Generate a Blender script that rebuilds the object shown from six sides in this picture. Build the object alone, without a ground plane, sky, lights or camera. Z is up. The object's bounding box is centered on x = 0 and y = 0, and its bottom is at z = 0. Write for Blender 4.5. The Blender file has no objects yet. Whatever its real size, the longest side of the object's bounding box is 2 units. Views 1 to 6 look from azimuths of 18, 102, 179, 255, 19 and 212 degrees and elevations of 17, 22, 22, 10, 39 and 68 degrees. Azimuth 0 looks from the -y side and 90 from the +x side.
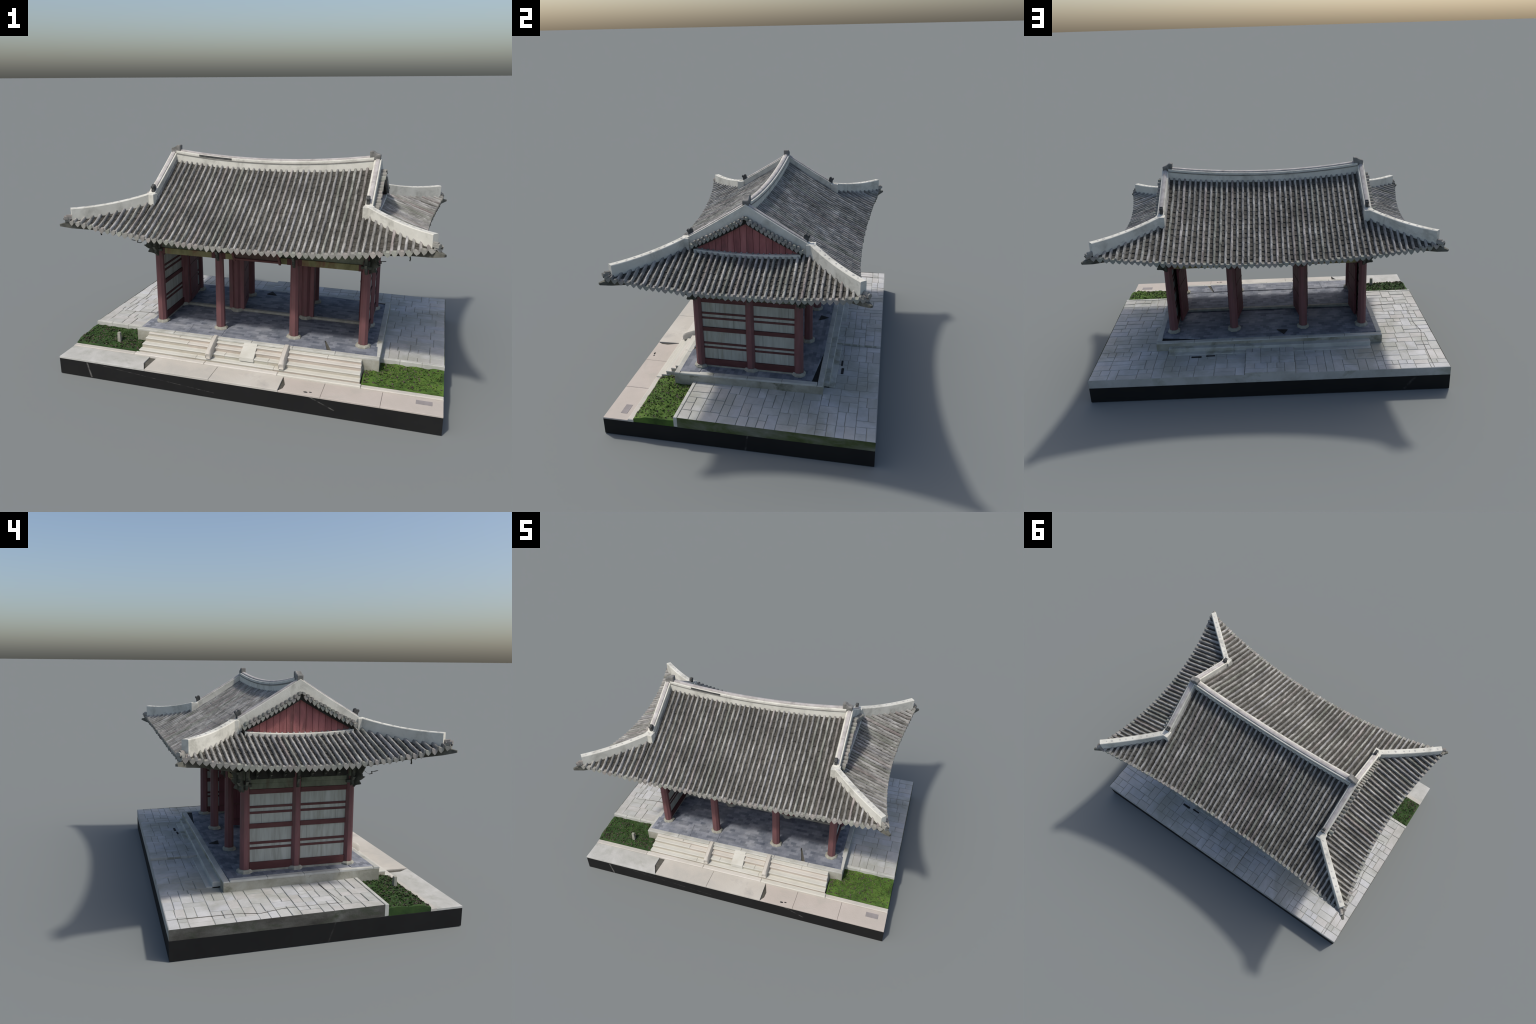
import bpy, math, random
from mathutils import Vector, noise

random.seed(20)
R = random.Random(7)
PI = math.pi

# ------------------------------------------------------------------ materials
def new_mat(name):
    m = bpy.data.materials.new(name)
    m.use_nodes = True
    nt = m.node_tree
    bsdf = nt.nodes["Principled BSDF"]
    return m, nt, bsdf

def node(nt, kind, **props):
    n = nt.nodes.new(kind)
    for k, v in props.items():
        setattr(n, k, v)
    return n

def ramp(nt, fac, stops, interp='LINEAR'):
    r = node(nt, 'ShaderNodeValToRGB')
    r.color_ramp.interpolation = interp
    el = r.color_ramp.elements
    while len(el) < len(stops):
        el.new(0.5)
    for e, (p, c) in zip(el, stops):
        e.position = p
        e.color = (c[0], c[1], c[2], 1)
    nt.links.new(fac, r.inputs[0])
    return r.outputs[0]

def noise_tex(nt, vec, scale, detail=4, rough=0.6, dist=0.0, stretch=(1, 1, 1), shift=(0, 0, 0)):
    mp = node(nt, 'ShaderNodeMapping')
    mp.inputs['Scale'].default_value = stretch
    mp.inputs['Location'].default_value = shift
    nt.links.new(vec, mp.inputs['Vector'])
    n = node(nt, 'ShaderNodeTexNoise')
    n.inputs['Scale'].default_value = scale
    n.inputs['Detail'].default_value = detail
    n.inputs['Roughness'].default_value = rough
    n.inputs['Distortion'].default_value = dist
    nt.links.new(mp.outputs[0], n.inputs['Vector'])
    return n.outputs['Fac']

def mix(nt, fac, a, b, mode='MIX'):
    n = node(nt, 'ShaderNodeMix', data_type='RGBA', blend_type=mode)
    for sock, val in ((n.inputs[0], fac), (n.inputs[6], a), (n.inputs[7], b)):
        if hasattr(val, 'is_output'):
            nt.links.new(val, sock)
        elif isinstance(val, (int, float)):
            sock.default_value = val
        else:
            sock.default_value = (val[0], val[1], val[2], 1)
    return n.outputs[2]

def math_node(nt, op, a, b=0.0, clamp=False):
    n = node(nt, 'ShaderNodeMath', operation=op, use_clamp=clamp)
    for i, val in enumerate((a, b)):
        if hasattr(val, 'is_output'):
            nt.links.new(val, n.inputs[i])
        else:
            n.inputs[i].default_value = val
    return n.outputs[0]

def bump(nt, bsdf, height, strength, distance=0.004):
    b = node(nt, 'ShaderNodeBump')
    b.inputs['Strength'].default_value = strength
    b.inputs['Distance'].default_value = distance
    nt.links.new(height, b.inputs['Height'])
    nt.links.new(b.outputs[0], bsdf.inputs['Normal'])

def stone(name, stops, scale=12, stretch=(1, 1, 1), tints=None, tint_amount=0.5, rough=0.85,
          stain=None, stain_scale=5, stain_range=(0.55, 0.7), value_spread=0.0, bump_strength=0.25, bump_scale=120):
    """Mottled matt surface: noise ramp, a per-piece tint, stains in patches."""
    m, nt, bsdf = new_mat(name)
    tc = node(nt, 'ShaderNodeTexCoord')
    obj = tc.outputs['Object']
    col = ramp(nt, noise_tex(nt, obj, scale, 5, 0.62, 0.4, stretch), stops)
    info = node(nt, 'ShaderNodeObjectInfo')
    if tints:
        t = ramp(nt, info.outputs['Random'], [(i / len(tints), c) for i, c in enumerate(tints)], 'CONSTANT')
        col = mix(nt, tint_amount, col, t)
    if value_spread:
        w = node(nt, 'ShaderNodeTexWhiteNoise', noise_dimensions='1D')
        nt.links.new(info.outputs['Random'], w.inputs['W'])
        v = math_node(nt, 'MULTIPLY_ADD', w.outputs['Value'], value_spread)
        v.node.inputs[2].default_value = 1 - value_spread / 2
        hsv = node(nt, 'ShaderNodeHueSaturation')
        nt.links.new(v, hsv.inputs['Value'])
        nt.links.new(col, hsv.inputs['Color'])
        col = hsv.outputs[0]
    if stain:
        f = noise_tex(nt, obj, stain_scale, 5, 0.65, 0.6, stretch, (3.1, 1.7, 0.4))
        f = ramp(nt, f, [(stain_range[0], (0, 0, 0)), (stain_range[1], (1, 1, 1))])
        col = mix(nt, f, col, stain)
    nt.links.new(col, bsdf.inputs['Base Color'])
    bsdf.inputs['Roughness'].default_value = rough
    bsdf.inputs['Specular IOR Level'].default_value = 0.25
    if bump_strength:
        bump(nt, bsdf, noise_tex(nt, obj, bump_scale, 4, 0.6), bump_strength)
    return m

def floor_brick_material():
    m, nt, bsdf = new_mat("blue_grey_floor_brick")
    tc = node(nt, 'ShaderNodeTexCoord')
    b = node(nt, 'ShaderNodeTexBrick')
    b.offset = 0.5
    b.inputs['Color1'].default_value = (0.065, 0.077, 0.105, 1)
    b.inputs['Color2'].default_value = (0.31, 0.325, 0.365, 1)
    b.inputs['Mortar'].default_value = (0.18, 0.19, 0.22, 1)
    b.inputs['Scale'].default_value = 1
    b.inputs['Mortar Size'].default_value = 0.0012
    b.inputs['Mortar Smooth'].default_value = 1
    b.inputs['Brick Width'].default_value = 0.036
    b.inputs['Row Height'].default_value = 0.022
    nt.links.new(tc.outputs['Object'], b.inputs['Vector'])
    cl = ramp(nt, noise_tex(nt, tc.outputs['Object'], 7, 5, 0.6),
              [(0.32, (0.075, 0.088, 0.118)), (0.5, (0.17, 0.185, 0.215)), (0.68, (0.36, 0.37, 0.385))])
    col = mix(nt, 0.5, b.outputs['Color'], cl)
    nt.links.new(col, bsdf.inputs['Base Color'])
    bsdf.inputs['Roughness'].default_value = 0.8
    bsdf.inputs['Specular IOR Level'].default_value = 0.25
    return m

def black_plinth_material():
    """Near-black sides with a few pale scuffs running across them."""
    m, nt, bsdf = new_mat("black_plinth")
    tc = node(nt, 'ShaderNodeTexCoord')
    sep = node(nt, 'ShaderNodeSeparateXYZ')
    nt.links.new(tc.outputs['Object'], sep.inputs[0])
    col = ramp(nt, noise_tex(nt, tc.outputs['Object'], 6, 3), [(0.3, (0.0125, 0.0125, 0.0125)), (0.7, (0.016, 0.016, 0.0155))])
    grain = noise_tex(nt, tc.outputs['Object'], 26, 3, 0.7)
    # (axis along, from, to, z from, z to, half width, strength, side axis, side value)
    for axis, a0, a1, z0, z1, w, s, side, sv in (
            (0, -0.831, -0.807, 0.091, 0.003, 0.007, 0.30, 1, -0.688),
            (0, -0.80, -0.10, 0.087, 0.027, 0.0022, 0.13, 1, -0.688),
            (0, 0.366, 0.51, 0.100, 0.038, 0.004, 0.22, 1, -0.688),
            (1, 0.078, 0.060, 0.12, 0.0, 0.006, 0.16, 0, 1.0),
            (1, -0.07, -0.016, 0.15, 0.0, 0.005, 0.05, 0, -1.0),
            (0, -0.843, -0.744, 0.129, 0.009, 0.010, 0.07, 1, 0.688)):
        L = math.hypot(a1 - a0, z1 - z0)
        dx, dz = (a1 - a0) / L, (z1 - z0) / L
        # distance from the scuff line
        u = math_node(nt, 'SUBTRACT', sep.outputs[axis], a0)
        v = math_node(nt, 'SUBTRACT', sep.outputs[2], z0)
        across = math_node(nt, 'ABSOLUTE', math_node(nt, 'SUBTRACT', math_node(nt, 'MULTIPLY', u, dz), math_node(nt, 'MULTIPLY', v, dx)))
        along = math_node(nt, 'ADD', math_node(nt, 'MULTIPLY', u, dx), math_node(nt, 'MULTIPLY', v, dz))
        k = math_node(nt, 'SUBTRACT', 1.0, math_node(nt, 'DIVIDE', across, w), True)
        on = math_node(nt, 'MULTIPLY', math_node(nt, 'GREATER_THAN', along, 0.0), math_node(nt, 'LESS_THAN', along, L))
        sd = math_node(nt, 'LESS_THAN', math_node(nt, 'ABSOLUTE', math_node(nt, 'SUBTRACT', sep.outputs[side], sv)), 0.01)
        f = math_node(nt, 'MULTIPLY', math_node(nt, 'MULTIPLY', k, on), sd)
        patchy = ramp(nt, grain, [(0.42, (0.08, 0.08, 0.08)), (0.62, (1, 1, 1))])
        f = math_node(nt, 'MULTIPLY', f, math_node(nt, 'MULTIPLY', patchy, s), True)
        col = mix(nt, f, col, (0.6, 0.58, 0.53))
    nt.links.new(col, bsdf.inputs['Base Color'])
    bsdf.inputs['Roughness'].default_value = 0.75
    bsdf.inputs['Specular IOR Level'].default_value = 0.15
    return m

def tile_material(name, base, dark, pale, tints, amount, spread, stretch=(1, 1, 1)):
    m, nt, bsdf = new_mat(name)
    tc = node(nt, 'ShaderNodeTexCoord')
    o = tc.outputs['Object']
    info = node(nt, 'ShaderNodeObjectInfo')
    col = ramp(nt, noise_tex(nt, o, 40, 6, 0.7, 0.6, stretch), [(0.32, dark), (0.50, base), (0.68, pale)])
    t = ramp(nt, info.outputs['Random'], [(i / len(tints), c) for i, c in enumerate(tints)], 'CONSTANT')
    f = ramp(nt, noise_tex(nt, o, 12, 3, 0.6, 0, stretch), [(0.35, (0.15, 0.15, 0.15)), (0.65, (1, 1, 1))])
    f = math_node(nt, 'MULTIPLY', f, amount)
    col = mix(nt, f, col, t)
    patch = ramp(nt, noise_tex(nt, o, 4.0, 4, 0.6, 0.5, (1, 1, 1), (5, 2, 1)), [(0.42, (1, 1, 1)), (0.62, (1 - spread,) * 3)])
    col = mix(nt, 1.0, col, patch, 'MULTIPLY')
    nt.links.new(col, bsdf.inputs['Base Color'])
    bsdf.inputs['Roughness'].default_value = 0.8
    bsdf.inputs['Specular IOR Level'].default_value = 0.25
    bump(nt, bsdf, noise_tex(nt, o, 90, 4, 0.65), 0.35)
    return m

M = {}
M['plinth'] = black_plinth_material()
M['floor'] = floor_brick_material()
M['paving'] = stone("pale_paving_stone", [(0.25, (0.359, 0.359, 0.334)), (0.55, (0.499, 0.499, 0.484)), (0.8, (0.598, 0.598, 0.598))], 14,
                    tints=[(0.499, 0.493, 0.474), (0.459, 0.459, 0.428), (0.548, 0.544, 0.539), (0.499, 0.508, 0.533), (0.499, 0.464, 0.428), (0.439, 0.444, 0.399)], tint_amount=0.4,
                    stain=(0.33, 0.33, 0.285), stain_scale=3.2, stain_range=(0.46, 0.70), value_spread=0.12)
M['joint'] = stone("mossy_joint", [(0.3, (0.237, 0.237, 0.199)), (0.7, (0.387, 0.387, 0.345))], 20)
M['edge_grime'] = stone("mossy_paving_edge", [(0.28, (0.03, 0.04, 0.016)), (0.45, (0.07, 0.09, 0.032)), (0.62, (0.13, 0.14, 0.10)), (0.8, (0.20, 0.20, 0.17))], 5, stretch=(1, 1, 2.4))
M['edge_dark'] = stone("weathered_paving_edge", [(0.28, (0.028, 0.026, 0.022)), (0.48, (0.074, 0.071, 0.062)), (0.66, (0.118, 0.118, 0.105)), (0.8, (0.174, 0.180, 0.161))], 6, stretch=(1, 1, 2), stain=(0.043, 0.053, 0.031), stain_range=(0.52, 0.7))
M['edge_clean'] = stone("grey_paving_edge", [(0.3, (0.30, 0.30, 0.27)), (0.6, (0.42, 0.42, 0.40))], 7, stain=(0.22, 0.23, 0.17), stain_scale=4)
M['plaza_pale'] = stone("pale_plaza_slab", [(0.3, (0.436, 0.420, 0.379)), (0.55, (0.508, 0.476, 0.420)), (0.75, (0.557, 0.532, 0.476))], 5, stain=(0.403, 0.379, 0.347), stain_range=(0.56, 0.72), value_spread=0.06)
M['plaza_grey'] = stone("grey_plaza_slab", [(0.3, (0.386, 0.382, 0.344)), (0.55, (0.504, 0.496, 0.462)), (0.75, (0.563, 0.559, 0.529))], 6, stain=(0.277, 0.277, 0.227), stain_range=(0.55, 0.75))
M['plaza_pink'] = stone("pinkish_plaza_slab", [(0.3, (0.439, 0.395, 0.345)), (0.55, (0.479, 0.427, 0.379)), (0.75, (0.526, 0.474, 0.424))], 5, stain=(0.415, 0.387, 0.341), stain_range=(0.52, 0.75), value_spread=0.05)
M['step'] = stone("cream_step_stone", [(0.3, (0.47, 0.455, 0.395)), (0.55, (0.57, 0.555, 0.495)), (0.78, (0.62, 0.61, 0.56))], 9, stretch=(0.5, 1, 1),
                  tints=[(0.57, 0.55, 0.48), (0.57, 0.52, 0.475), (0.54, 0.54, 0.49), (0.59, 0.575, 0.52)], tint_amount=0.4, stain=(0.40, 0.375, 0.31), stain_range=(0.55, 0.75))
M['riser'] = stone("tan_riser_stone", [(0.3, (0.34, 0.31, 0.25)), (0.55, (0.44, 0.41, 0.34)), (0.78, (0.50, 0.475, 0.41))], 9, stretch=(0.5, 1, 1),  # darker and browner than the treads
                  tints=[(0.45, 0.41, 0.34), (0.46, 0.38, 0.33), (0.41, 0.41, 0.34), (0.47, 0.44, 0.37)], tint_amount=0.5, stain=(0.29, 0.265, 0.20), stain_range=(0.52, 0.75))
M['terrace'] = stone("terrace_stone", [(0.28, (0.206, 0.202, 0.155)), (0.5, (0.310, 0.301, 0.249)), (0.75, (0.404, 0.400, 0.353))], 9, stain=(0.129, 0.129, 0.090), stain_scale=7, stain_range=(0.55, 0.72), value_spread=0.1)
M['kerb'] = stone("pale_kerb_stone", [(0.3, (0.388, 0.387, 0.351)), (0.55, (0.485, 0.482, 0.441)), (0.78, (0.563, 0.559, 0.513))], 10, stain=(0.291, 0.286, 0.225), value_spread=0.1)
M['base_stone'] = stone("column_base_stone", [(0.3, (0.234, 0.230, 0.189)), (0.6, (0.342, 0.333, 0.279)), (0.8, (0.432, 0.423, 0.369))], 25, stain=(0.162, 0.153, 0.117))
M['void'] = stone("dark_gap", [(0.3, (0.012, 0.012, 0.013)), (0.7, (0.03, 0.03, 0.03))], 10)
M['crack'] = stone("earth_filled_crack", [(0.3, (0.042, 0.039, 0.030)), (0.7, (0.132, 0.126, 0.108))], 22)
M['grate'] = stone("worn_iron_plate", [(0.3, (0.24, 0.22, 0.21)), (0.7, (0.31, 0.285, 0.28))], 30)
M['red'] = stone("dark_red_painted_wood", [(0.25, (0.125, 0.062, 0.062)), (0.5, (0.175, 0.077, 0.079)), (0.8, (0.224, 0.111, 0.111))], 7, stretch=(4, 4, 0.7), rough=0.7,
                 stain=(0.115, 0.082, 0.070), stain_scale=5, stain_range=(0.54, 0.75), bump_scale=60)
M['board'] = stone("dark_brown_board", [(0.3, (0.045, 0.03, 0.026)), (0.7, (0.10, 0.062, 0.052))], 12)
M['rail'] = stone("red_brown_rail_wood", [(0.25, (0.065, 0.027, 0.025)), (0.5, (0.095, 0.034, 0.033)), (0.8, (0.117, 0.053, 0.050))], 8, stretch=(1, 1, 3), rough=0.65)  # darkened towards the rails' shaded look on the side walls
M['door'] = stone("dull_red_door_wood", [(0.25, (0.076, 0.026, 0.031)), (0.5, (0.115, 0.036, 0.041)), (0.8, (0.145, 0.052, 0.055))], 8, stretch=(3, 3, 0.8), rough=0.65)
M['gable'] = stone("gable_plank_red", [(0.25, (0.195, 0.072, 0.072)), (0.5, (0.312, 0.111, 0.108)), (0.8, (0.403, 0.169, 0.156))], 9, stretch=(3, 3, 0.6), rough=0.7, value_spread=0.3, stain=(0.169, 0.078, 0.072))  # base colour brightened so the planks look sunlit despite the eave shade
M['plaster'] = stone("streaked_plaster", [(0.25, (0.255, 0.260, 0.224)), (0.5, (0.352, 0.361, 0.323)), (0.8, (0.449, 0.462, 0.430))], 10, stretch=(5, 5, 0.5),
                     stain=(0.238, 0.233, 0.172), stain_scale=4, stain_range=(0.55, 0.78), value_spread=0.12)
M['beam'] = stone("olive_painted_beam", [(0.25, (0.10, 0.095, 0.045)), (0.5, (0.20, 0.185, 0.085)), (0.8, (0.27, 0.25, 0.13))], 9, stretch=(2.2, 2.2, 1), stain=(0.17, 0.075, 0.05), stain_scale=4, stain_range=(0.5, 0.66))
M['beam_green'] = stone("grey_green_beam", [(0.25, (0.081, 0.088, 0.061)), (0.5, (0.142, 0.155, 0.108)), (0.8, (0.216, 0.223, 0.162))], 9, stretch=(2, 2, 1), stain=(0.095, 0.068, 0.047))
M['bracket'] = stone("dark_bracket_wood", [(0.25, (0.035, 0.035, 0.028)), (0.5, (0.075, 0.078, 0.062)), (0.8, (0.17, 0.17, 0.145))], 22, value_spread=0.3)
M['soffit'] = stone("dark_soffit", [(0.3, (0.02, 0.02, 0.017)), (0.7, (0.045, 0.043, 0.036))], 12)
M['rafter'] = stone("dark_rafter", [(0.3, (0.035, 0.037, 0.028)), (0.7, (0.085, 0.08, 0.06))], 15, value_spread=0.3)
M['ridge'] = stone("weathered_lime_ridge", [(0.22, (0.398, 0.386, 0.337)), (0.42, (0.577, 0.564, 0.495)), (0.72, (0.667, 0.652, 0.580))], 11, stain=(0.378, 0.368, 0.318), stain_scale=10, stain_range=(0.52, 0.74), bump_strength=0.15)
M['ridge_cap'] = stone("grey_pink_ridge_cap", [(0.25, (0.27, 0.25, 0.23)), (0.5, (0.40, 0.375, 0.355)), (0.8, (0.52, 0.495, 0.475))], 22, stain=(0.20, 0.19, 0.165))
M['ridge_line'] = stone("thin_dark_tile_course", [(0.3, (0.16, 0.155, 0.135)), (0.7, (0.30, 0.29, 0.26))], 16)
M['spot'] = stone("grey_cap_spot", [(0.3, (0.338, 0.331, 0.306)), (0.7, (0.525, 0.512, 0.481))], 40)
M['finial'] = stone("dark_grey_finial", [(0.3, (0.10, 0.10, 0.09)), (0.55, (0.20, 0.195, 0.18)), (0.8, (0.32, 0.31, 0.29))], 30)
M['beast'] = stone("charcoal_beast", [(0.3, (0.035, 0.038, 0.038)), (0.7, (0.10, 0.10, 0.095))], 50)
TILE_TINTS = [(0.28, 0.274, 0.252), (0.30, 0.245, 0.23), (0.225, 0.24, 0.19), (0.41, 0.40, 0.375), (0.27, 0.266, 0.275), (0.18, 0.174, 0.155), (0.35, 0.338, 0.305)]
for key, st in (('cover', (1, 0.25, 0.4)), ('cover_side', (0.25, 1, 0.4))):
    M[key] = tile_material("grey_" + key + "_tile", (0.265, 0.258, 0.238), (0.105, 0.102, 0.09), (0.54, 0.528, 0.495), TILE_TINTS, 0.52, 0.25, st)  # pale stop lightened to paint sun highlights on the row tops
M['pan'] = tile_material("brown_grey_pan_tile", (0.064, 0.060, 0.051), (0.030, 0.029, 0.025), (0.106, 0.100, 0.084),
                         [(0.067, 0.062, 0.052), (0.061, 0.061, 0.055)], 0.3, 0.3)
M['drip'] = stone("pale_grey_eave_tile", [(0.28, (0.17, 0.165, 0.145)), (0.52, (0.27, 0.265, 0.235)), (0.78, (0.37, 0.36, 0.33))], 30,
                  tints=[(0.27, 0.26, 0.235), (0.30, 0.265, 0.245), (0.25, 0.265, 0.22), (0.22, 0.215, 0.19)], tint_amount=0.5, value_spread=0.25)
M['hip_rafter'] = stone("dark_hip_rafter", [(0.3, (0.06, 0.06, 0.05)), (0.55, (0.13, 0.128, 0.105)), (0.8, (0.22, 0.215, 0.185))], 16)
M['grass'] = stone("green_ground_cover", [(0.28, (0.028, 0.055, 0.011)), (0.5, (0.062, 0.121, 0.020)), (0.75, (0.105, 0.173, 0.031))], 9, stain=(0.037, 0.042, 0.017), stain_scale=9, stain_range=(0.6, 0.75), bump_strength=0.4, bump_scale=70)
M['grass_dark'] = stone("deep_green_ground_cover", [(0.28, (0.014, 0.034, 0.009)), (0.5, (0.028, 0.062, 0.015)), (0.75, (0.048, 0.092, 0.022))], 9, stain=(0.03, 0.032, 0.018), stain_scale=8, stain_range=(0.56, 0.72), bump_strength=0.4, bump_scale=70)
M['leaf'] = stone("leaf_green", [(0.3, (0.048, 0.098, 0.018)), (0.7, (0.114, 0.169, 0.035))], 40, bump_strength=0)
M['leaf_deep'] = stone("leaf_deep_green", [(0.3, (0.022, 0.05, 0.012)), (0.7, (0.05, 0.09, 0.022))], 40, bump_strength=0)
M['litter'] = stone("withered_leaf", [(0.3, (0.035, 0.03, 0.022)), (0.7, (0.115, 0.095, 0.072))], 40, bump_strength=0)

# ------------------------------------------------------------------ helpers
root = bpy.data.objects.new("temple_gate", None)
bpy.context.scene.collection.objects.link(root)
root["label"] = "Open wooden temple gate with tiled hip and gable roof on paved base"
root["category"] = "temple gate"

def add(name, verts, faces, mat, parent=None, smooth=None, stuff=False):
    me = bpy.data.meshes.new(name)
    me.from_pydata([tuple(v) for v in verts], [], faces)
    me.update()
    if smooth is not None:
        for p in me.polygons:
            p.use_smooth = True
        me.set_sharp_from_angle(angle=math.radians(smooth))
    me.materials.append(M[mat] if isinstance(mat, str) else mat)
    ob = bpy.data.objects.new(name, me)
    bpy.context.scene.collection.objects.link(ob)
    parent = parent or root
    if parent.parent is not None and parent.parent is not root:
        parent = parent.parent      # thing > part > sub-part, no deeper
    ob.parent = parent
    if stuff:
        ob["kind"] = "stuff"
    return ob

def twin(ob, loc=None, rot_z=None, rot=None):
    c = ob.copy()
    bpy.context.scene.collection.objects.link(c)
    if loc is not None:
        c.location = loc
    if rot_z is not None:
        c.rotation_euler = (0, 0, rot_z)
    if rot is not None:
        c.rotation_euler = rot
    return c

def chamfer_prism(poly, z0, z1, c=0.003):
    """Closed prism over a counter-clockwise polygon with a chamfered top rim."""
    n = len(poly)
    cx = sum(p[0] for p in poly) / n
    cy = sum(p[1] for p in poly) / n
    def inset(p):
        d = Vector((p[0] - cx, p[1] - cy))
        if d.length < 1e-6:
            return p
        return (p[0] - math.copysign(min(c, abs(d.x)), d.x), p[1] - math.copysign(min(c, abs(d.y)), d.y))
    v = [(x, y, z0) for x, y in poly] + [(x, y, z1 - c) for x, y in poly] + [(*inset(p), z1) for p in poly]
    f = [tuple(reversed(range(n))), tuple(range(2 * n, 3 * n))]
    for k in (0, n):
        for i in range(n):
            j = (i + 1) % n
            f.append((k + i, k + j, k + n + j, k + n + i))
    return v, f

def rect(x0, x1, y0, y1):
    return [(x0, y0), (x1, y0), (x1, y1), (x0, y1)]

def block(name, x0, x1, y0, y1, z0, z1, mat, parent=None, c=0.003):
    v, f = chamfer_prism(rect(x0, x1, y0, y1), z0, z1, c)
    return add(name, v, f, mat, parent)

def bar(name, x0, x1, y0, y1, z0, z1, mat, parent=None, width=0.0025):
    """Box with all edges bevelled."""
    v, f = chamfer_prism(rect(x0, x1, y0, y1), z0, z1, 0.0001)
    v = [(x, y, z) for x in (x0, x1) for y in (y0, y1) for z in (z0, z1)]
    f = [(0, 1, 3, 2), (4, 6, 7, 5), (0, 4, 5, 1), (2, 3, 7, 6), (0, 2, 6, 4), (1, 5, 7, 3)]
    ob = add(name, v, f, mat, parent)
    if width:
        b = ob.modifiers.new("edge", 'BEVEL')
        b.width = width
        b.segments = 2
    return ob

def sweep(name, path, section, mat, parent=None, smooth=None, close=True):
    """Sweep a closed (across, up) section along a path of (point, across direction)."""
    v, f = [], []
    n = len(section(0)) if callable(section) else len(section)
    for k, (p, side) in enumerate(path):
        sec = section(k / (len(path) - 1)) if callable(section) else section
        for a, u in sec:
            v.append((p[0] + side[0] * a, p[1] + side[1] * a, p[2] + u))
    for k in range(len(path) - 1):
        for i in range(n):
            j = (i + 1) % n
            f.append((k * n + i, k * n + j, (k + 1) * n + j, (k + 1) * n + i))
    f.append(tuple(reversed(range(n))))
    f.append(tuple(range((len(path) - 1) * n, len(path) * n)))
    ob = add(name, v, f, mat, parent, smooth)
    fix_normals(ob)
    return ob

def fix_normals(ob):
    import bmesh
    bm = bmesh.new()
    bm.from_mesh(ob.data)
    bmesh.ops.recalc_face_normals(bm, faces=bm.faces)
    bm.to_mesh(ob.data)
    bm.free()

def lerp(a, b, t):
    return a + (b - a) * t

# ------------------------------------------------------------------ base
PAVE_Z, PAVE_Y0 = 0.145, -0.305
plinth = add("black_plinth", *chamfer_prism(rect(-1.0, 1.0, -0.688, 0.688), 0.0, 0.090, 0.0005), 'plinth')

# front plaza: three runs of slabs with wedge gaps between them
add("plaza_crack_fill", *chamfer_prism(rect(-0.995, 0.995, -0.685, -0.55), 0.088, 0.0935, 0.001), 'crack', plinth)
def plaza(poly, z, mat):
    add("plaza_slab", *chamfer_prism(poly, 0.0895, z, 0.0012), mat, plinth)
plaza([(-1.0, -0.688), (-0.488, -0.688), (-0.522, -0.625), (-0.523, -0.553), (-1.0, -0.553)], 0.100, 'plaza_grey')
plaza([(-0.4865, -0.688), (-0.13, -0.688), (-0.13, -0.553), (-0.4815, -0.553)], 0.1015, 'plaza_pale')
plaza([(-0.1285, -0.688), (0.231, -0.688), (0.226, -0.553), (-0.1285, -0.553)], 0.1013, 'plaza_pale')
plaza([(0.2325, -0.688), (0.44, -0.688), (0.44, -0.553), (0.228, -0.553), (0.252, -0.62), (0.25, -0.66)], 0.0985, 'plaza_pink')
plaza([(0.4412, -0.688), (0.72, -0.688), (0.72, -0.553), (0.4412, -0.553)], 0.0983, 'plaza_pink')
plaza([(0.7212, -0.688), (1.0, -0.688), (1.0, -0.553), (0.7212, -0.553)], 0.0975, 'plaza_pink')
block("drain_plate", 0.876, 0.951, -0.614, -0.578, 0.096, 0.0988, 'grate', plinth, 0.0008)
for cx, cy, r in ((0.365, -0.663, 0.008), (0.388, -0.658, 0.006)):
    poly = [(cx + r * 1.4 * math.cos(a * PI / 4), cy + r * 0.7 * math.sin(a * PI / 4)) for a in range(8)]
    add("plaza_pit", *chamfer_prism(poly, 0.095, 0.0992, 0.0005), 'void', plinth)

# long low kerb between plaza and the beds / bottom tread
for x0, x1 in ((-1.0, -0.62), (-0.6185, -0.21), (-0.2085, 0.19), (0.1915, 0.612), (0.6135, 1.0)):
    ob = block("plaza_kerb", x0, x1, -0.5525, -0.522, 0.0895, 0.1085 if abs(x0 + x1) < 1.3 else 0.1045, 'step' if abs(x0 + x1) < 1.3 else 'plaza_pale', plinth, 0.003)

# paving body and its edges
def ground_z(x, y):
    """Top of the paving: almost level, a touch lower towards the back."""
    return lerp(0.1475, 0.1395, min(1, max(0, (y + 0.3) / 0.7)))

bx, by = 0.9975, PAVE_Y0 + 0.004
v = [(x, y, z) for z in (0, 1) for x, y in ((-bx, by), (bx, by), (bx, 0.400), (bx, 0.6855), (-bx, 0.6855), (-bx, 0.400))]
v = [(x, y, 0.0895 if not z else ground_z(x, y) - 0.0026) for x, y, z in v]
body = add("paving", v, [(5, 4, 3, 2, 1, 0), (6, 7, 8, 11), (11, 8, 9, 10)] + [(a, (a + 1) % 6, 6 + (a + 1) % 6, 6 + a) for a in range(6)], 'joint')

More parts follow.
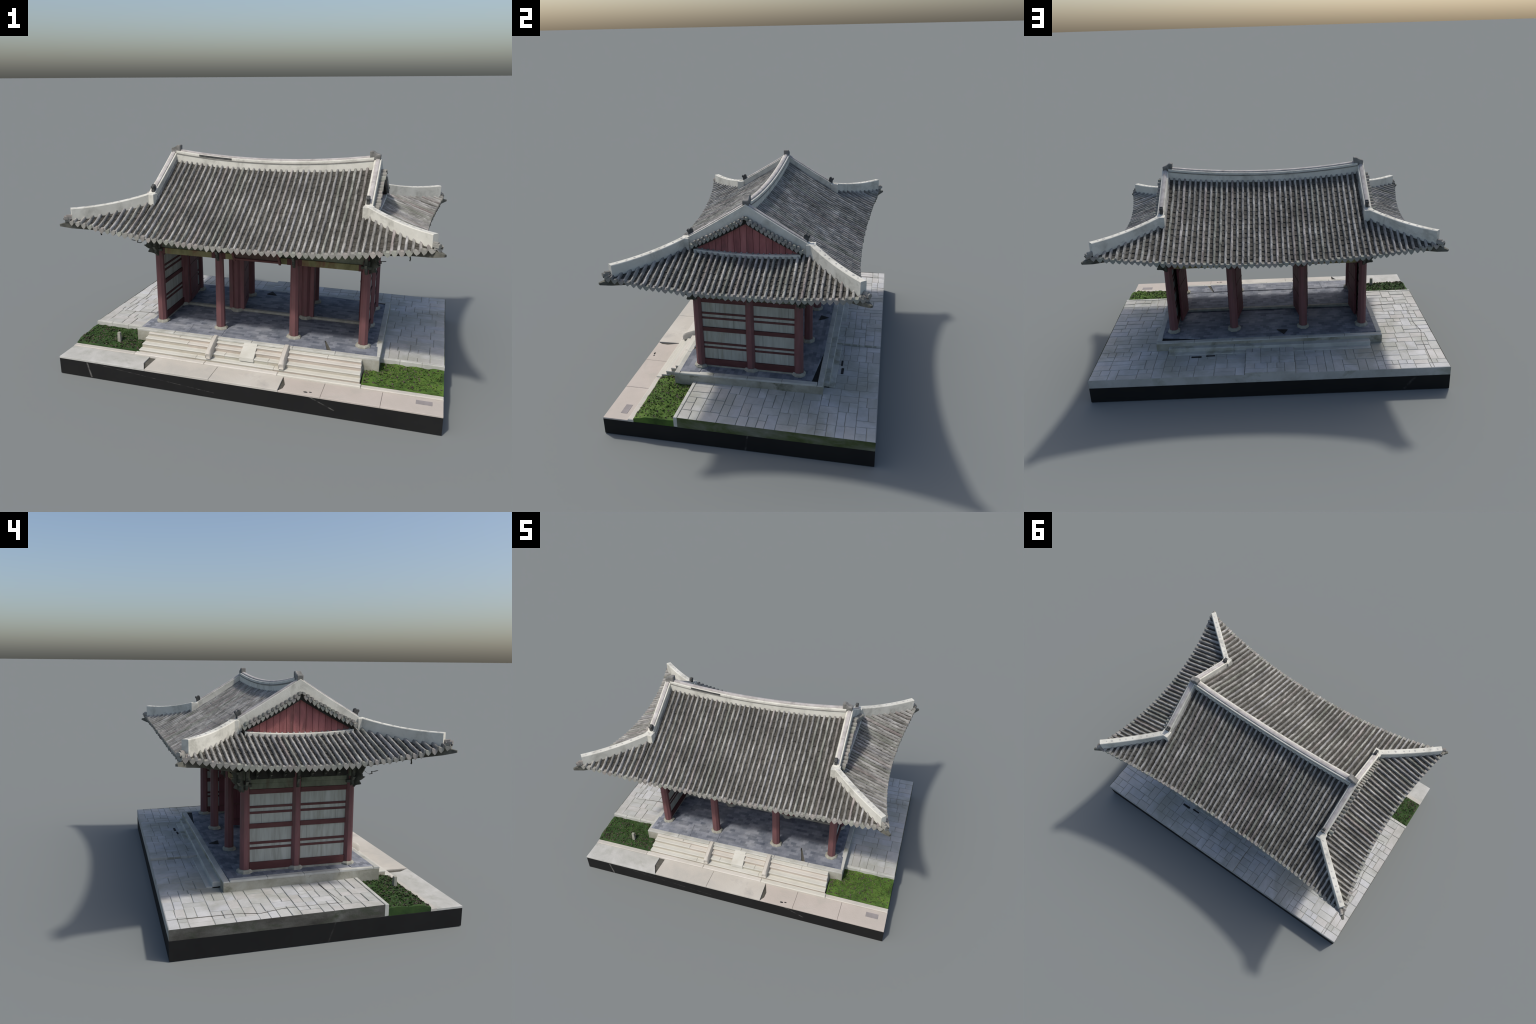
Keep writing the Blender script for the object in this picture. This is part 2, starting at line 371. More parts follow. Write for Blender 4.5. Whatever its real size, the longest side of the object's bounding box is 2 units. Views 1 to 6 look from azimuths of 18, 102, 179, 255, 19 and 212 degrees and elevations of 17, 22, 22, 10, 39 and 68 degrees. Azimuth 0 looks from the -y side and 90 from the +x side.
def edge_board(poly, mat, lift=0.0):
    """Thin facing board of the paving whose top follows the ground."""
    v = [(x, y, 0.0903) for x, y in poly] + [(x, y, ground_z(x, y) - 0.0004 + lift) for x, y in poly]
    f = [(3, 2, 1, 0), (4, 5, 6, 7)] + [(a, (a + 1) % 4, 4 + (a + 1) % 4, 4 + a) for a in range(4)]
    add("paving_edge", v, f, mat, body)
edge_board([(0.9982, -0.286), (1.0, -0.286), (1.0, 0.688), (0.9982, 0.6862)], 'edge_grime')
edge_board([(-1.0, -0.286), (-0.9982, -0.286), (-0.9982, 0.6862), (-1.0, 0.688)], 'edge_dark')
edge_board([(0.1405, 0.6862), (0.9980, 0.6862), (0.9998, 0.688), (0.1405, 0.688)], 'edge_clean')
edge_board([(-0.9980, 0.6862), (-0.1405, 0.6862), (-0.1405, 0.688), (-0.9998, 0.688)], 'edge_clean')
edge_board([(-0.140, 0.6862), (0.140, 0.6862), (0.140, 0.688), (-0.140, 0.688)], 'edge_clean', 0.0123)

def stone_piece(x0, x1, y0, y1, lift=0.0, gap=0.0014, rng=R):
    x0, x1, y0, y1 = x0 + gap, x1 - gap, y0 + gap, y1 - gap
    j = lambda: rng.uniform(-0.0012, 0.0012)
    poly = [(x0 + j(), y0 + j()), (x1 + j(), y0 + j()), (x1 + j(), y1 + j()), (x0 + j(), y1 + j())]
    poly = [(min(0.9980, max(-0.9980, x)), min(0.6860, y)) for x, y in poly]
    z = ground_z((x0 + x1) / 2, (y0 + y1) / 2) + lift + rng.uniform(-0.0009, 0.0009)
    v, f = chamfer_prism(poly, 0.128, z, 0.0013)
    add("paving_stone", v, f, 'paving', body)

def pave(x0, x1, y0, y1, lift=0.0, course=0.085, seed=1):
    """Irregular ashlar: double courses filled with tall stones, stacked pairs and long stones."""
    rng = random.Random(seed)
    rows = max(1, round((y1 - y0) / course))
    ys = [y0 + (y1 - y0) * i / rows + (rng.uniform(-0.008, 0.008) if 0 < i < rows else 0) for i in range(rows + 1)]
    for a, b in zip(ys, ys[1:]):
        x = x0
        while x < x1 - 1e-4:
            kind = rng.random()
            w = rng.uniform(0.045, 0.06) if kind < 0.35 else rng.uniform(0.075, 0.115)
            if x1 - (x + w) < 0.04:
                w = x1 - x
            if kind < 0.35 or (b - a) < 0.06:
                stone_piece(x, x + w, a, b, lift, rng=rng)
            else:
                m = lerp(a, b, rng.uniform(0.42, 0.58))
                if rng.random() < 0.45 and w > 0.08:
                    s = x + w * rng.uniform(0.4, 0.6)
                    stone_piece(x, s, a, m, lift, rng=rng)
                    stone_piece(s, x + w, a, m, lift, rng=rng)
                    stone_piece(x, x + w, m, b, lift, rng=rng)
                else:
                    stone_piece(x, x + w, a, m, lift, rng=rng)
                    stone_piece(x, x + w, m, b, lift, rng=rng)
            x += w

pave(-1.0, -0.66, -0.285, 0.40, 0, 0.098, 3)
pave(0.668, 1.0, -0.285, 0.40, 0, 0.104, 5)
pave(-1.0, -0.60, 0.40, 0.688, 0, 0.098, 8)
pave(0.60, 1.0, 0.40, 0.688, 0, 0.096, 9)
pave(-0.60, -0.312, 0.452, 0.688, 0, 0.095, 11)
pave(0.312, 0.60, 0.458, 0.688, 0, 0.095, 12)
pave(-0.312, -0.141, 0.44, 0.688, -0.0005, 0.09, 13)
pave(0.141, 0.312, 0.44, 0.688, -0.0005, 0.09, 14)
block("raised_path_bed", -0.1385, 0.1385, 0.428, 0.6852, 0.12, 0.1495, 'joint', body, 0.0004)
pave(-0.140, 0.140, 0.426, 0.688, 0.0125, 0.09, 15)
# pale border stones along the front of the side paving
for sx in (-1, 1):
    xs = [0.668, 0.78, 0.89, 1.0] if sx > 0 else [-1.0, -0.90, -0.79, -0.66]
    for a, b in zip(xs, xs[1:]):
        v, f = chamfer_prism(rect(a + (0.0008 if a > -1 else 0), b - (0.0008 if b < 1 else 0), PAVE_Y0, -0.2865), 0.093, 0.149, 0.002)
        add("paving_kerb", v, f, 'kerb', body)
# sunken black pits beside the back step
for x0, x1, y0, y1 in ((0.398, 0.456, 0.478, 0.492), (0.320, 0.372, 0.472, 0.482)):
    block("drain_pit", x0, x1, y0, y1, 0.138, 0.1415, 'void', body, 0.0004)
# open crack running along the left paving
crack = [(-0.692, -0.083), (-0.80, -0.095), (-0.925, -0.111), (-0.916, 0.168), (-0.938, 0.276), (-0.915, 0.385), (-0.910, 0.684)]
for (ax, ay), (bx, by) in zip(crack, crack[1:]):
    d = Vector((bx - ax, by - ay))
    nrm = Vector((-d.y, d.x)).normalized() * 0.0014
    za = ground_z(0, ay) + 0.0012
    zb = ground_z(0, by) + 0.0012
    add("paving_crack", [(ax - nrm.x, ay - nrm.y, za), (bx - nrm.x * 1.6, by - nrm.y * 1.6, zb), (bx + nrm.x * 0.4, by + nrm.y * 0.4, zb), (ax + nrm.x * 0.4, ay + nrm.y * 0.4, za),
                        (ax, ay, za - 0.004), (bx, by, zb - 0.004)],
        [(0, 1, 2, 3), (0, 4, 5, 1), (3, 2, 5, 4), (0, 3, 4), (1, 5, 2)], 'crack', body)

# ------------------------------------------------------------------ grass beds
def grass_bed(sx, mat, tuft_mats, seed):
    rng = random.Random(seed)
    x0, x1 = (0.612, 0.9985) if sx > 0 else (-0.9985, -0.60)
    y0, y1 = -0.5225, PAVE_Y0 - 0.0005
    nx, ny = 46, 26
    def h(x, y):
        t = (y - y0) / (y1 - y0)
        z = 0.108 + 0.018 * math.sin(min(1, t * 2.6) * PI / 2)
        z += 0.008 * noise.noise(Vector((x * 13, y * 13, seed))) + 0.006 * noise.noise(Vector((x * 34, y * 34, seed + 9.0)))
        return z
    v, f = [], []
    for j in range(ny + 1):
        for i in range(nx + 1):
            x, y = lerp(x0, x1, i / nx), lerp(y0, y1, j / ny)
            if 0 < i < nx and 0 < j < ny:
                x += rng.uniform(-0.003, 0.003)
                y += rng.uniform(-0.003, 0.003)
            v.append((x, y, h(x, y)))
    W = nx + 1
    for j in range(ny):
        for i in range(nx):
            a = j * W + i
            f.append((a, a + 1, a + W + 1, a + W))
    # skirt down to the plinth
    rim = [j * W for j in range(ny + 1)] + [ny * W + i for i in range(1, W)] + [j * W + nx for j in range(ny - 1, -1, -1)] + [i for i in range(nx - 1, 0, -1)]
    base = len(v)
    for r in rim:
        v.append((v[r][0], v[r][1], 0.0902))
    for k in range(len(rim)):
        m = (k + 1) % len(rim)
        f.append((rim[k], rim[m], base + m, base + k))
    bed = add("grass_bed", v, f, mat)
    fix_normals(bed)
    # tufts: small folded leaves standing over the lumpy sheet
    groups = {m: ([], []) for m, _ in tuft_mats}
    for m, count in tuft_mats:
        vv, ff = groups[m]
        for _ in range(count):
            if m == 'litter':      # withered leaves gather near the terrace and the kerb
                x = lerp(x0, x1, (rng.random() ** 1.6) if sx > 0 else rng.random())
                y = lerp(y0, y1, rng.random() ** (1.0 if sx > 0 else 1.35))
            else:
                x, y = rng.uniform(x0 + 0.01, x1 - 0.012), rng.uniform(y0 + 0.01, y1 - 0.01)
            x = min(max(x, x0 + 0.012), x1 - 0.012)
            y = min(max(y, y0 + 0.01), y1 - 0.01)
            z = h(x, y) - 0.001
            a = rng.uniform(0, 2 * PI)
            L, w, up = rng.uniform(0.006, 0.013), rng.uniform(0.003, 0.006), rng.uniform(0.002, 0.009)
            ca, sa = math.cos(a), math.sin(a)
            P = [(-L * 0.5, 0, 0), (0, -w, up * 0.7), (L * 0.6, 0, up), (0, w, up * 0.4), (0, 0, up * 0.2)]
            k = len(vv)
            for px, py, pz in P:
                vv.append((x + px * ca - py * sa, y + px * sa + py * ca, z + pz))
            ff += [(k, k + 1, k + 4), (k + 1, k + 2, k + 4), (k + 2, k + 3, k + 4), (k + 3, k, k + 4)]
    for m in groups:
        add("grass_tufts" if m != 'litter' else "withered_leaves", *groups[m], m, bed, stuff=True)
    return bed

bed_r = grass_bed(1, 'grass', (('leaf', 620), ('litter', 330)), 3)
bed_l = grass_bed(-1, 'grass_dark', (('leaf_deep', 700), ('litter', 480)), 4)
# small stone marker standing in the left bed
def frustum(cx, cy, z0, z1, w0, d0, w1, d1):
    v = [(cx + sx * w / 2, cy + sy * d / 2, z) for z, w, d in ((z0, w0, d0), (z1, w1, d1)) for sx, sy in ((-1, -1), (1, -1), (1, 1), (-1, 1))]
    f = [(3, 2, 1, 0), (4, 5, 6, 7)] + [(i, (i + 1) % 4, 4 + (i + 1) % 4, 4 + i) for i in range(4)]
    return v, f
post = add("marker_post", *frustum(-0.757, -0.463, 0.10, 0.176, 0.022, 0.020, 0.017, 0.016), 'base_stone', bed_l)
b = post.modifiers.new("edge", 'BEVEL'); b.width = 0.0015

# ------------------------------------------------------------------ terrace
T_POLY = [(-0.662, -0.424), (0.684, -0.410), (0.669, 0.402), (-0.672, 0.390)]
FLOOR_Z = 0.1955
terrace = add("stone_terrace", *chamfer_prism(T_POLY, 0.0905, 0.186, 0.001), 'terrace')
# rim stones
def rim(a, b, n, inward, width=0.030, z=0.1965, mat='kerb'):
    a, b = Vector(a), Vector(b)
    d = (b - a).normalized()
    nrm = Vector((-d.y, d.x)) * width
    for i in range(n):
        p = a.lerp(b, i / n) + d * 0.0006
        q = a.lerp(b, (i + 1) / n) - d * 0.0006
        poly = [tuple(p), tuple(q), tuple(q + nrm), tuple(p + nrm)]
        add("terrace_rim_stone", *chamfer_prism(poly, 0.1862, z + R.uniform(-0.0006, 0.0006), 0.0022), mat, terrace)
eps = 0.0315
rim(T_POLY[0], T_POLY[1], 6, 1)
rim((T_POLY[1][0], T_POLY[1][1] + eps), (T_POLY[2][0], T_POLY[2][1] - eps), 4, 1)
rim(T_POLY[2], T_POLY[3], 6, 1, z=0.1925)
rim((T_POLY[3][0], T_POLY[3][1] - eps), (T_POLY[0][0], T_POLY[0][1] + eps), 4, 1)
# floor sheets: brick paving, with a diagonal gap at the back right and chipped wedges
add("floor_gap", *chamfer_prism([(-0.64, -0.385), (0.65, -0.375), (0.645, 0.373), (-0.64, 0.361)], 0.185, 0.1875, 0.0005), 'void', terrace)
def floor(poly, z):
    add("brick_floor", *chamfer_prism(poly, 0.1872, z, 0.0006), 'floor', terrace)
floor([(-0.645, -0.278), (0.658, -0.272), (0.645, 0.337), (0.318, 0.3715), (-0.046, 0.3665), (-0.084, 0.352), (-0.112, 0.30), (-0.046, 0.294), (-0.0475, 0.366), (-0.642, 0.3595)][:5]
      + [(-0.642, 0.3595)], FLOOR_Z)
floor([(-0.648, -0.398), (-0.361, -0.395), (-0.377, -0.2795), (-0.645, -0.2795)], 0.1978)
floor([(-0.3595, -0.395), (-0.170, -0.393), (-0.178, -0.2795), (-0.3755, -0.2795)], 0.1988)
floor([(-0.1685, -0.393), (0.412, -0.387), (0.380, -0.2765), (-0.1765, -0.2790)], 0.1992)
floor([(0.437, -0.3865), (0.668, -0.383), (0.660, -0.2735), (0.386, -0.2755)], 0.1976)
add("floor_chip", *chamfer_prism([(0.410, -0.386), (0.436, -0.386), (0.412, -0.278), (0.384, -0.277)], 0.186, 0.1952, 0.0004), 'crack', terrace)
add("floor_chip", *chamfer_prism([(-0.112, 0.300), (-0.088, 0.352), (-0.046, 0.294)][::-1], 0.190, 0.1988, 0.0004), 'void', terrace)

# front stairs
STEPS = [(-0.4375, 0.1835), (-0.4645, 0.1655), (-0.4955, 0.1435), (-0.5235, 0.1210)]
stair = add("stair", *chamfer_prism(rect(-0.583, 0.596, -0.515, -0.405), 0.0895, 0.118, 0.001), 'step')
back_y = -0.409
for k, (yf, z) in enumerate(STEPS):
    x0, x1 = -0.586 - 0.006 * k, 0.599 + 0.002 * k
    cuts = [x0] + sorted(R.uniform(x0 + 0.15, x1 - 0.15) for _ in range(2)) + [x1]
    for a, b in zip(cuts, cuts[1:]):
        if b - a < 0.02:
            continue
        lo = 0.092 if k == 3 else STEPS[k + 1][1] - 0.004
        top = z + R.uniform(-0.0005, 0.0005)
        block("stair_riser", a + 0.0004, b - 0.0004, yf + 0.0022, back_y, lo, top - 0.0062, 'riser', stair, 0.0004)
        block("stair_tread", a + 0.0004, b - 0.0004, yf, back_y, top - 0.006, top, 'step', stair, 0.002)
# sloping balustrade stones: thick low rails with a rounded nose
def balustrade(cx):
    path, hw = [], 0.016
    prof = [(-0.402, 0.2065, 0.175), (-0.418, 0.206, 0.168), (-0.46, 0.192, 0.15), (-0.505, 0.175, 0.132), (-0.523, 0.166, 0.126), (-0.531, 0.155, 0.128), (-0.527, 0.140, 0.130)]
    v, f = [], []
    for y, zt, zb in prof:
        k = 0.8 if y < -0.525 else 1
        for a, u in ((-1, 0), (-1, 0.72), (-0.55, 1), (0.55, 1), (1, 0.72), (1, 0)):
            v.append((cx + a * hw * k, y, lerp(zb, zt, u)))
    for s in range(len(prof) - 1):
        for i in range(6):
            j = (i + 1) % 6
            f.append((s * 6 + i, s * 6 + j, s * 6 + 6 + j, s * 6 + 6 + i))
    f += [tuple(range(6)), tuple(range(len(prof) * 6 - 1, len(prof) * 6 - 7, -1))]
    ob = add("stair_balustrade", v, f, 'plaza_pale', stair, 40)
    fix_normals(ob)
    block("balustrade_foot", cx - 0.012, cx + 0.012, -0.522, -0.41, 0.11, 0.150, 'base_stone', stair, 0.004)
balustrade(-0.195)
balustrade(0.206)
# smooth ramp stone in the middle of the stairs
v = [(-0.026, -0.412, 0.1945), (0.046, -0.412, 0.1945), (0.050, -0.5, 0.1465), (-0.029, -0.5, 0.1465)]
v += [(x, y, z - 0.02) for x, y, z in v]
ob = add("ramp_stone", v, [(3, 2, 1, 0), (4, 5, 6, 7), (0, 1, 5, 4), (1, 2, 6, 5), (2, 3, 7, 6), (3, 0, 4, 7)], 'step', stair)
fix_normals(ob)
# back steps
for a, b in ((-0.597, -0.2), (-0.199, 0.21), (0.211, 0.594)):
    block("back_step", a, b, 0.385, 0.429, 0.13, 0.1675, 'kerb', terrace, 0.003)
    block("back_step_foot", a, b, 0.38, 0.459, 0.128, 0.1435, 'kerb', terrace, 0.0015)

# ------------------------------------------------------------------ timber frame
COL_X, FRONT_Y, BACK_Y = (-0.568, -0.209, 0.213, 0.585), -0.285, 0.262
def column_mesh(r, z0, z1, n=8):
    v, f = [], []
    zs = [z0, lerp(z0, z1, 0.35), z1]
    rs = [r * 1.06, r * 1.02, r * 0.92]
    for z, q in zip(zs, rs):
        for i in range(n):
            a = 2 * PI * (i + 0.5) / n
            v.append((q * math.cos(a), q * math.sin(a), z))
    for k in range(2):
        for i in range(n):
            j = (i + 1) % n
            f.append((k * n + i, k * n + j, (k + 1) * n + j, (k + 1) * n + i))
    f += [tuple(reversed(range(n))), tuple(range(2 * n, 3 * n))]
    return v, f
col0 = base0 = None
cols = []
def base_stone_mesh(rng):
    w, d = rng.uniform(0.036, 0.043), rng.uniform(0.036, 0.042)
    v = []
    for z, s in ((0.186, 1.05), (0.2045, 1.0), (0.2125, 0.80)):
        for i in range(8):
            a = 2 * PI * (i + 0.5) / 8
            q = s * rng.uniform(0.93, 1.06) / max(abs(math.cos(a)), abs(math.sin(a))) * 0.9
            v.append((w * q * math.cos(a), d * q * math.sin(a), z))
    f = [tuple(reversed(range(8))), tuple(range(16, 24))] + [(k * 8 + i, k * 8 + (i + 1) % 8, k * 8 + 8 + (i + 1) % 8, k * 8 + 8 + i) for k in range(2) for i in range(8)]
    return v, f
for x in COL_X:
    for y in (FRONT_Y, BACK_Y, 0.0):
        x_here = x - 0.004 if x > 0.5 and y >= 0 else x
        if col0 is None:
            col0 = add("column", *column_mesh(0.0242, 0.205, 0.73), 'red')
            ob = col0
        else:
            ob = twin(col0)
        ob.location = (x_here, y, 0)
        s = add("column_base_stone", *base_stone_mesh(R), 'base_stone', ob)
        cols.append(ob)

SIDE_X = {-1: -0.568, 1: 0.579}
BARS = ((0.206, 0.245, 1.0), (0.310, 0.322, 0.6), (0.336, 0.349, 0.6), (0.418, 0.442, 0.9), (0.490, 0.502, 0.6), (0.519, 0.531, 0.6), (0.590, 0.614, 0.9))
for sx in (-1, 1):
    xc = SIDE_X[sx]
    wall = bar("side_wall", xc - 0.014, xc + 0.014, -0.27, 0.245, 0.188, 0.2065, 'base_stone', None, 0.002)
    for y0, y1 in ((-0.265, -0.020), (0.020, 0.242)):
        prev = BARS[0][1]
        for z0, z1, t in BARS:
            bar("wall_rail", xc - 0.014 * t - 0.001, xc + 0.014 * t + 0.001, y0, y1, z0, z1, 'rail', wall, 0.0015)
        edges = [(BARS[i][1], BARS[i + 1][0]) for i in range(len(BARS) - 1)]
        for z0, z1 in edges:
            # each plaster field in one or two pieces split by a hairline joint
            s = R.choice([None, 0.22, 0.32, 0.72, 0.85]) if z1 - z0 > 0.03 else None
            pieces = [(y0, y1)] if s is None else [(y0, lerp(y0, y1, s) - 0.0006), (lerp(y0, y1, s) + 0.0006, y1)]
            for a, b in pieces:
                bar("plaster_panel", xc - 0.0065, xc + 0.0065, a, b, z0 - 0.001, z1 + 0.001, 'plaster', wall, 0)
        # upper grey-green lintel boards
        bar("lintel_board", xc - 0.012, xc + 0.012, y0, y1, 0.6145, 0.643, 'beam_green', wall, 0.0015)
        bar("lintel_board", xc - 0.015, xc + 0.015, y0, y1, 0.6435, 0.664, 'beam_green', wall, 0.0015)
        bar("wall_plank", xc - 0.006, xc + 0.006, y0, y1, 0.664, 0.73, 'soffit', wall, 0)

# tie beams along the front, the back and the middle row
for y in (FRONT_Y, BACK_Y):
    for a, b in zip(COL_X, COL_X[1:]):
        bm_ = bar("tie_beam", a + 0.019, b - 0.019, y - 0.014, y + 0.014, 0.612, 0.645, 'beam', None, 0.002)
        bar("beam_plank", a + 0.019, b - 0.019, y - 0.008, y + 0.008, 0.6455, 0.662, 'beam_green', bm_, 0)
        bar("beam_end_collar", a + 0.0195, a + 0.040, y - 0.0148, y + 0.0148, 0.6115, 0.6455, 'rail', bm_, 0)
        bar("beam_end_collar", b - 0.040, b - 0.0195, y - 0.0148, y + 0.0148, 0.6115, 0.6455, 'rail', bm_, 0)
    bar("wall_plate", -0.60, 0.612, y - 0.016, y + 0.016, 0.663, 0.725, 'beam_green', None, 0.003)
for x in (-0.568, 0.583):
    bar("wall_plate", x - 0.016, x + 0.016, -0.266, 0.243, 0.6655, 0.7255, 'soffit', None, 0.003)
for a, b in zip(COL_X, COL_X[1:]):
    th = bar("threshold", a + 0.018, b - 0.018, -0.011, 0.011, 0.192, 0.2085, 'base_stone', None, 0.002)
    bar("door_lintel", a + 0.018, b - 0.018, -0.012, 0.012, 0.595, 0.64, 'rail', None, 0.002)
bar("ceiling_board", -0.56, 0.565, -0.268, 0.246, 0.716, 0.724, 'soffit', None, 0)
for x in COL_X[1:3]:
    bar("cross_beam", x - 0.016, x + 0.016, -0.265, 0.243, 0.635, 0.675, 'beam_green', None, 0.002)
# door jambs and the leaves folded back against them
def door_leaf(p, q):
    """Plank leaf standing open, from its hinge p to its free edge q in plan."""
    p, q = Vector(p), Vector(q)
    d = q - p
    w, z0, z1, t = d.length, 0.2125, 0.592, 0.0042
    leaf = bar("door_leaf", 0, w, -t, t, z0, z1, 'door', None, 0.001)
    leaf.location = (p.x, p.y, 0)
    leaf.rotation_euler = (0, 0, math.atan2(d.y, d.x))
    n = 4
    for i in range(n):
        a, b = lerp(0, w, i / n), lerp(0, w, (i + 1) / n)
        bar("door_plank", a + 0.0008, b - 0.0008, -t - 0.0018, t + 0.0018, z0 + 0.001, z1 - 0.001, 'door', leaf, 0.0008)
    for z in (0.25, 0.345, 0.44, 0.54):
        bar("door_batten", 0.004, w - 0.004, -t - 0.004, t + 0.004, z, z + 0.010, 'rail', leaf, 0.001)
for x, spots in ((-0.568, (0.031,)), (-0.209, (-0.036, 0.034)), (0.213, (-0.034, 0.036)), (0.573, (-0.031,))):
    for d in spots:
        bar("door_jamb", x + d - 0.012, x + d + 0.012, -0.013, 0.013, 0.2075, 0.597, 'red', None, 0.0015)
for sx in (-1, 1):
    door_leaf((0.171 * sx, 0.014), (0.198 * sx, 0.165))
    door_leaf((0.250 * sx, 0.014), (0.226 * sx, 0.165))
    door_leaf((0.526 * sx, 0.014), (0.544 * sx, 0.165))

# ------------------------------------------------------------------ roof geometry rules
EX, EY = 0.930, 0.620          # corner of the eaves in plan
GX, GY = 0.575, 0.335          # start of the hip line
def eave_y(x):  return 0.543 + 0.077 * (abs(x) / EX) ** 2.3
def eave_x(y):  return 0.858 + 0.072 * (abs(y) / EY) ** 2.0
def eave_zf(x): return 0.745 + 0.110 * (abs(x) / EX) ** 2.2
def eave_zs(y): return 0.769 + 0.087 * (abs(y) / EY) ** 2.2
def ridge_z(x): return 1.056 + 0.030 * (x / 0.55) ** 2
def hip_z(s):   return lerp(0.904, 0.857, s) - 0.010 * 4 * s * (1 - s)
def front_start(x):
    ax = abs(x)
    if ax <= GX:
        return 0.015, ridge_z(x)
    s = (ax - GX) / (EX - GX)
    return lerp(GY, EY, s), hip_z(s)
def side_start(y):
    ay = abs(y)
    if ay <= GY:
        return 0.590, 0.880 + 0.022 * (y / GY) ** 2
    s = (ay - GY) / (EY - GY)
    return lerp(GX, EX, s), hip_z(s)
def front_z(x, y):
    y0, z0 = front_start(x)
    v = min(1.1, (y - y0) / max(0.004, eave_y(x) - y0))
    c = 0.066 if abs(x) <= GX else 0.03 * (1 - (abs(x) - GX) / (EX - GX))
    return lerp(z0, eave_zf(x), v) - c * v * (1 - v)
def side_z(y, x):
    x0, z0 = side_start(y)
    v = min(1.1, (x - x0) / max(0.004, eave_x(y) - x0))
    return lerp(z0, eave_zs(y), v) - 0.004 * v * (1 - v)

def tilt(y):
    """The eaves behind hang a little lower than those in front."""
    return 0.013 * (max(0.0, y) / 0.6) ** 2
def turned(verts, sg):
    return [(x * sg, y * sg, z - tilt(y * sg)) for x, y, z in verts]

roof = bpy.data.objects.new("roof", None)
bpy.context.scene.collection.objects.link(roof)
roof.parent = root

# ---- rows of half-round cover tiles
def row_mesh(start, end, height, place, rng, tile=0.042, r=0.0078):
    """A run of overlapping half-round tiles; place(along, across, up) gives the world point."""
    L = end - start
    n = max(1, round(L / tile))
    v, f = [], []
    prof = [(-1.0, 0.0), (-0.80, 0.72), (-0.42, 1.0), (0.42, 1.0), (0.80, 0.72), (1.0, 0.0)]
    arc = len(prof)
    off = 0.0
    for i in range(n):
        a, b = start + L * i / n, start + L * (i + 1) / n
        off = off * 0.5 + rng.uniform(-0.0012, 0.0012)
        sq = rng.uniform(0.92, 1.10)
        base = len(v)
        for t, q, dz in ((a - 0.002, 0.97, -0.0002), ((a + b) / 2, 0.99, 0.0), (b, 1.01, 0.0004)):
            for k in range(arc):
                x = prof[k][0] * r * q * sq + (rng.uniform(-0.0007, 0.0007) if 0 < k < arc - 1 else 0)
                h = prof[k][1] * height * q + dz - 0.003 + (rng.uniform(-0.0009, 0.0009) if 0 < k < arc - 1 else 0)
                v.append(place(t, off + x, h))
        for s in range(2):
            for k in range(arc - 1):
                p = base + s * arc + k
                f.append((p, p + 1, p + arc + 1, p + arc))
        f.append(tuple(base + 2 * arc + k for k in range(arc)))
    return v, f

PITCH = 0.0312
n_front = int(EX / PITCH)
rng = random.Random(99)
front_rows = [PITCH * k for k in range(-n_front, n_front + 1)]
def place_front(x):
    return lambda t, a, h: (x + a, -t, front_z(x, t) + h)
def place_side(y):
    return lambda t, a, h: (t, y + a, side_z(y, t) + h)
for x in front_rows:
    y0, _ = front_start(x)
    y1 = eave_y(x) + 0.004
    if y1 - y0 < 0.014:
        continue
    for sg in (1, -1):
        v, f = row_mesh(y0, y1, 0.0155, place_front(x), rng)
        add("cover_tile_row", turned(v, sg), f, 'cover', roof)
SP = 0.0292
n_side = int(EY / SP)
side_rows = [SP * k for k in range(-n_side, n_side + 1)]
for y in side_rows:
    x0, _ = side_start(y)
    x1 = eave_x(y) + 0.004
    if x1 - x0 < 0.014:
        continue
    for sg in (1, -1):
        v, f = row_mesh(x0, x1, 0.0155, place_side(y), rng)
        add("cover_tile_row", turned(v, sg), f, 'cover_side', roof)

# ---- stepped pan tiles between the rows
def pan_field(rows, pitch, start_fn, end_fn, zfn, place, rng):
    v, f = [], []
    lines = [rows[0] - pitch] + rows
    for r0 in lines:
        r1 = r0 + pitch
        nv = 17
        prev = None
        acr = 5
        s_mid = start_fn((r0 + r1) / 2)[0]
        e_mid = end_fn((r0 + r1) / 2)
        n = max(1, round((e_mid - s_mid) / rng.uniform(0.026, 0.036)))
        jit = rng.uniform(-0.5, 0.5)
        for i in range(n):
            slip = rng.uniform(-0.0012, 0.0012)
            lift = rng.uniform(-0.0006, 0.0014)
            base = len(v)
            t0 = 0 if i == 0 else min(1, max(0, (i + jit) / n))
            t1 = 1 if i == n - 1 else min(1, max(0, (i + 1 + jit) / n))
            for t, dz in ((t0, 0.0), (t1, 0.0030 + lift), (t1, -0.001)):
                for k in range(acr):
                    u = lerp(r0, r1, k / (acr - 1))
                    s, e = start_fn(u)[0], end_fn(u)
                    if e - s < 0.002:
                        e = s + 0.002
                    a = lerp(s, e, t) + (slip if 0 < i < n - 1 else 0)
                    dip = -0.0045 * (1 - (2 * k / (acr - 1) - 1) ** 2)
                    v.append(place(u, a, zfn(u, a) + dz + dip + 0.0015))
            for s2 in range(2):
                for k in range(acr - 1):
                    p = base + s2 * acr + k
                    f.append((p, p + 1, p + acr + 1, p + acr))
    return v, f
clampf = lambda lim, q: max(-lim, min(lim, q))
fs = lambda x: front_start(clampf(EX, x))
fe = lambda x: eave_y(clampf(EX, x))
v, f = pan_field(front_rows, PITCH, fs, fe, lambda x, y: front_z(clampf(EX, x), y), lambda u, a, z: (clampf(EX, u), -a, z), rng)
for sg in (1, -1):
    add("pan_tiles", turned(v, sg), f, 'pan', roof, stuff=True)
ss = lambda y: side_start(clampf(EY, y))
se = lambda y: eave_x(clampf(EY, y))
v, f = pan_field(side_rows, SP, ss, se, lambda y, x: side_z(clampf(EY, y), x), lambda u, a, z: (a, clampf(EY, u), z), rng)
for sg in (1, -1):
    add("pan_tiles", turned(v, sg), f, 'pan', roof, stuff=True)

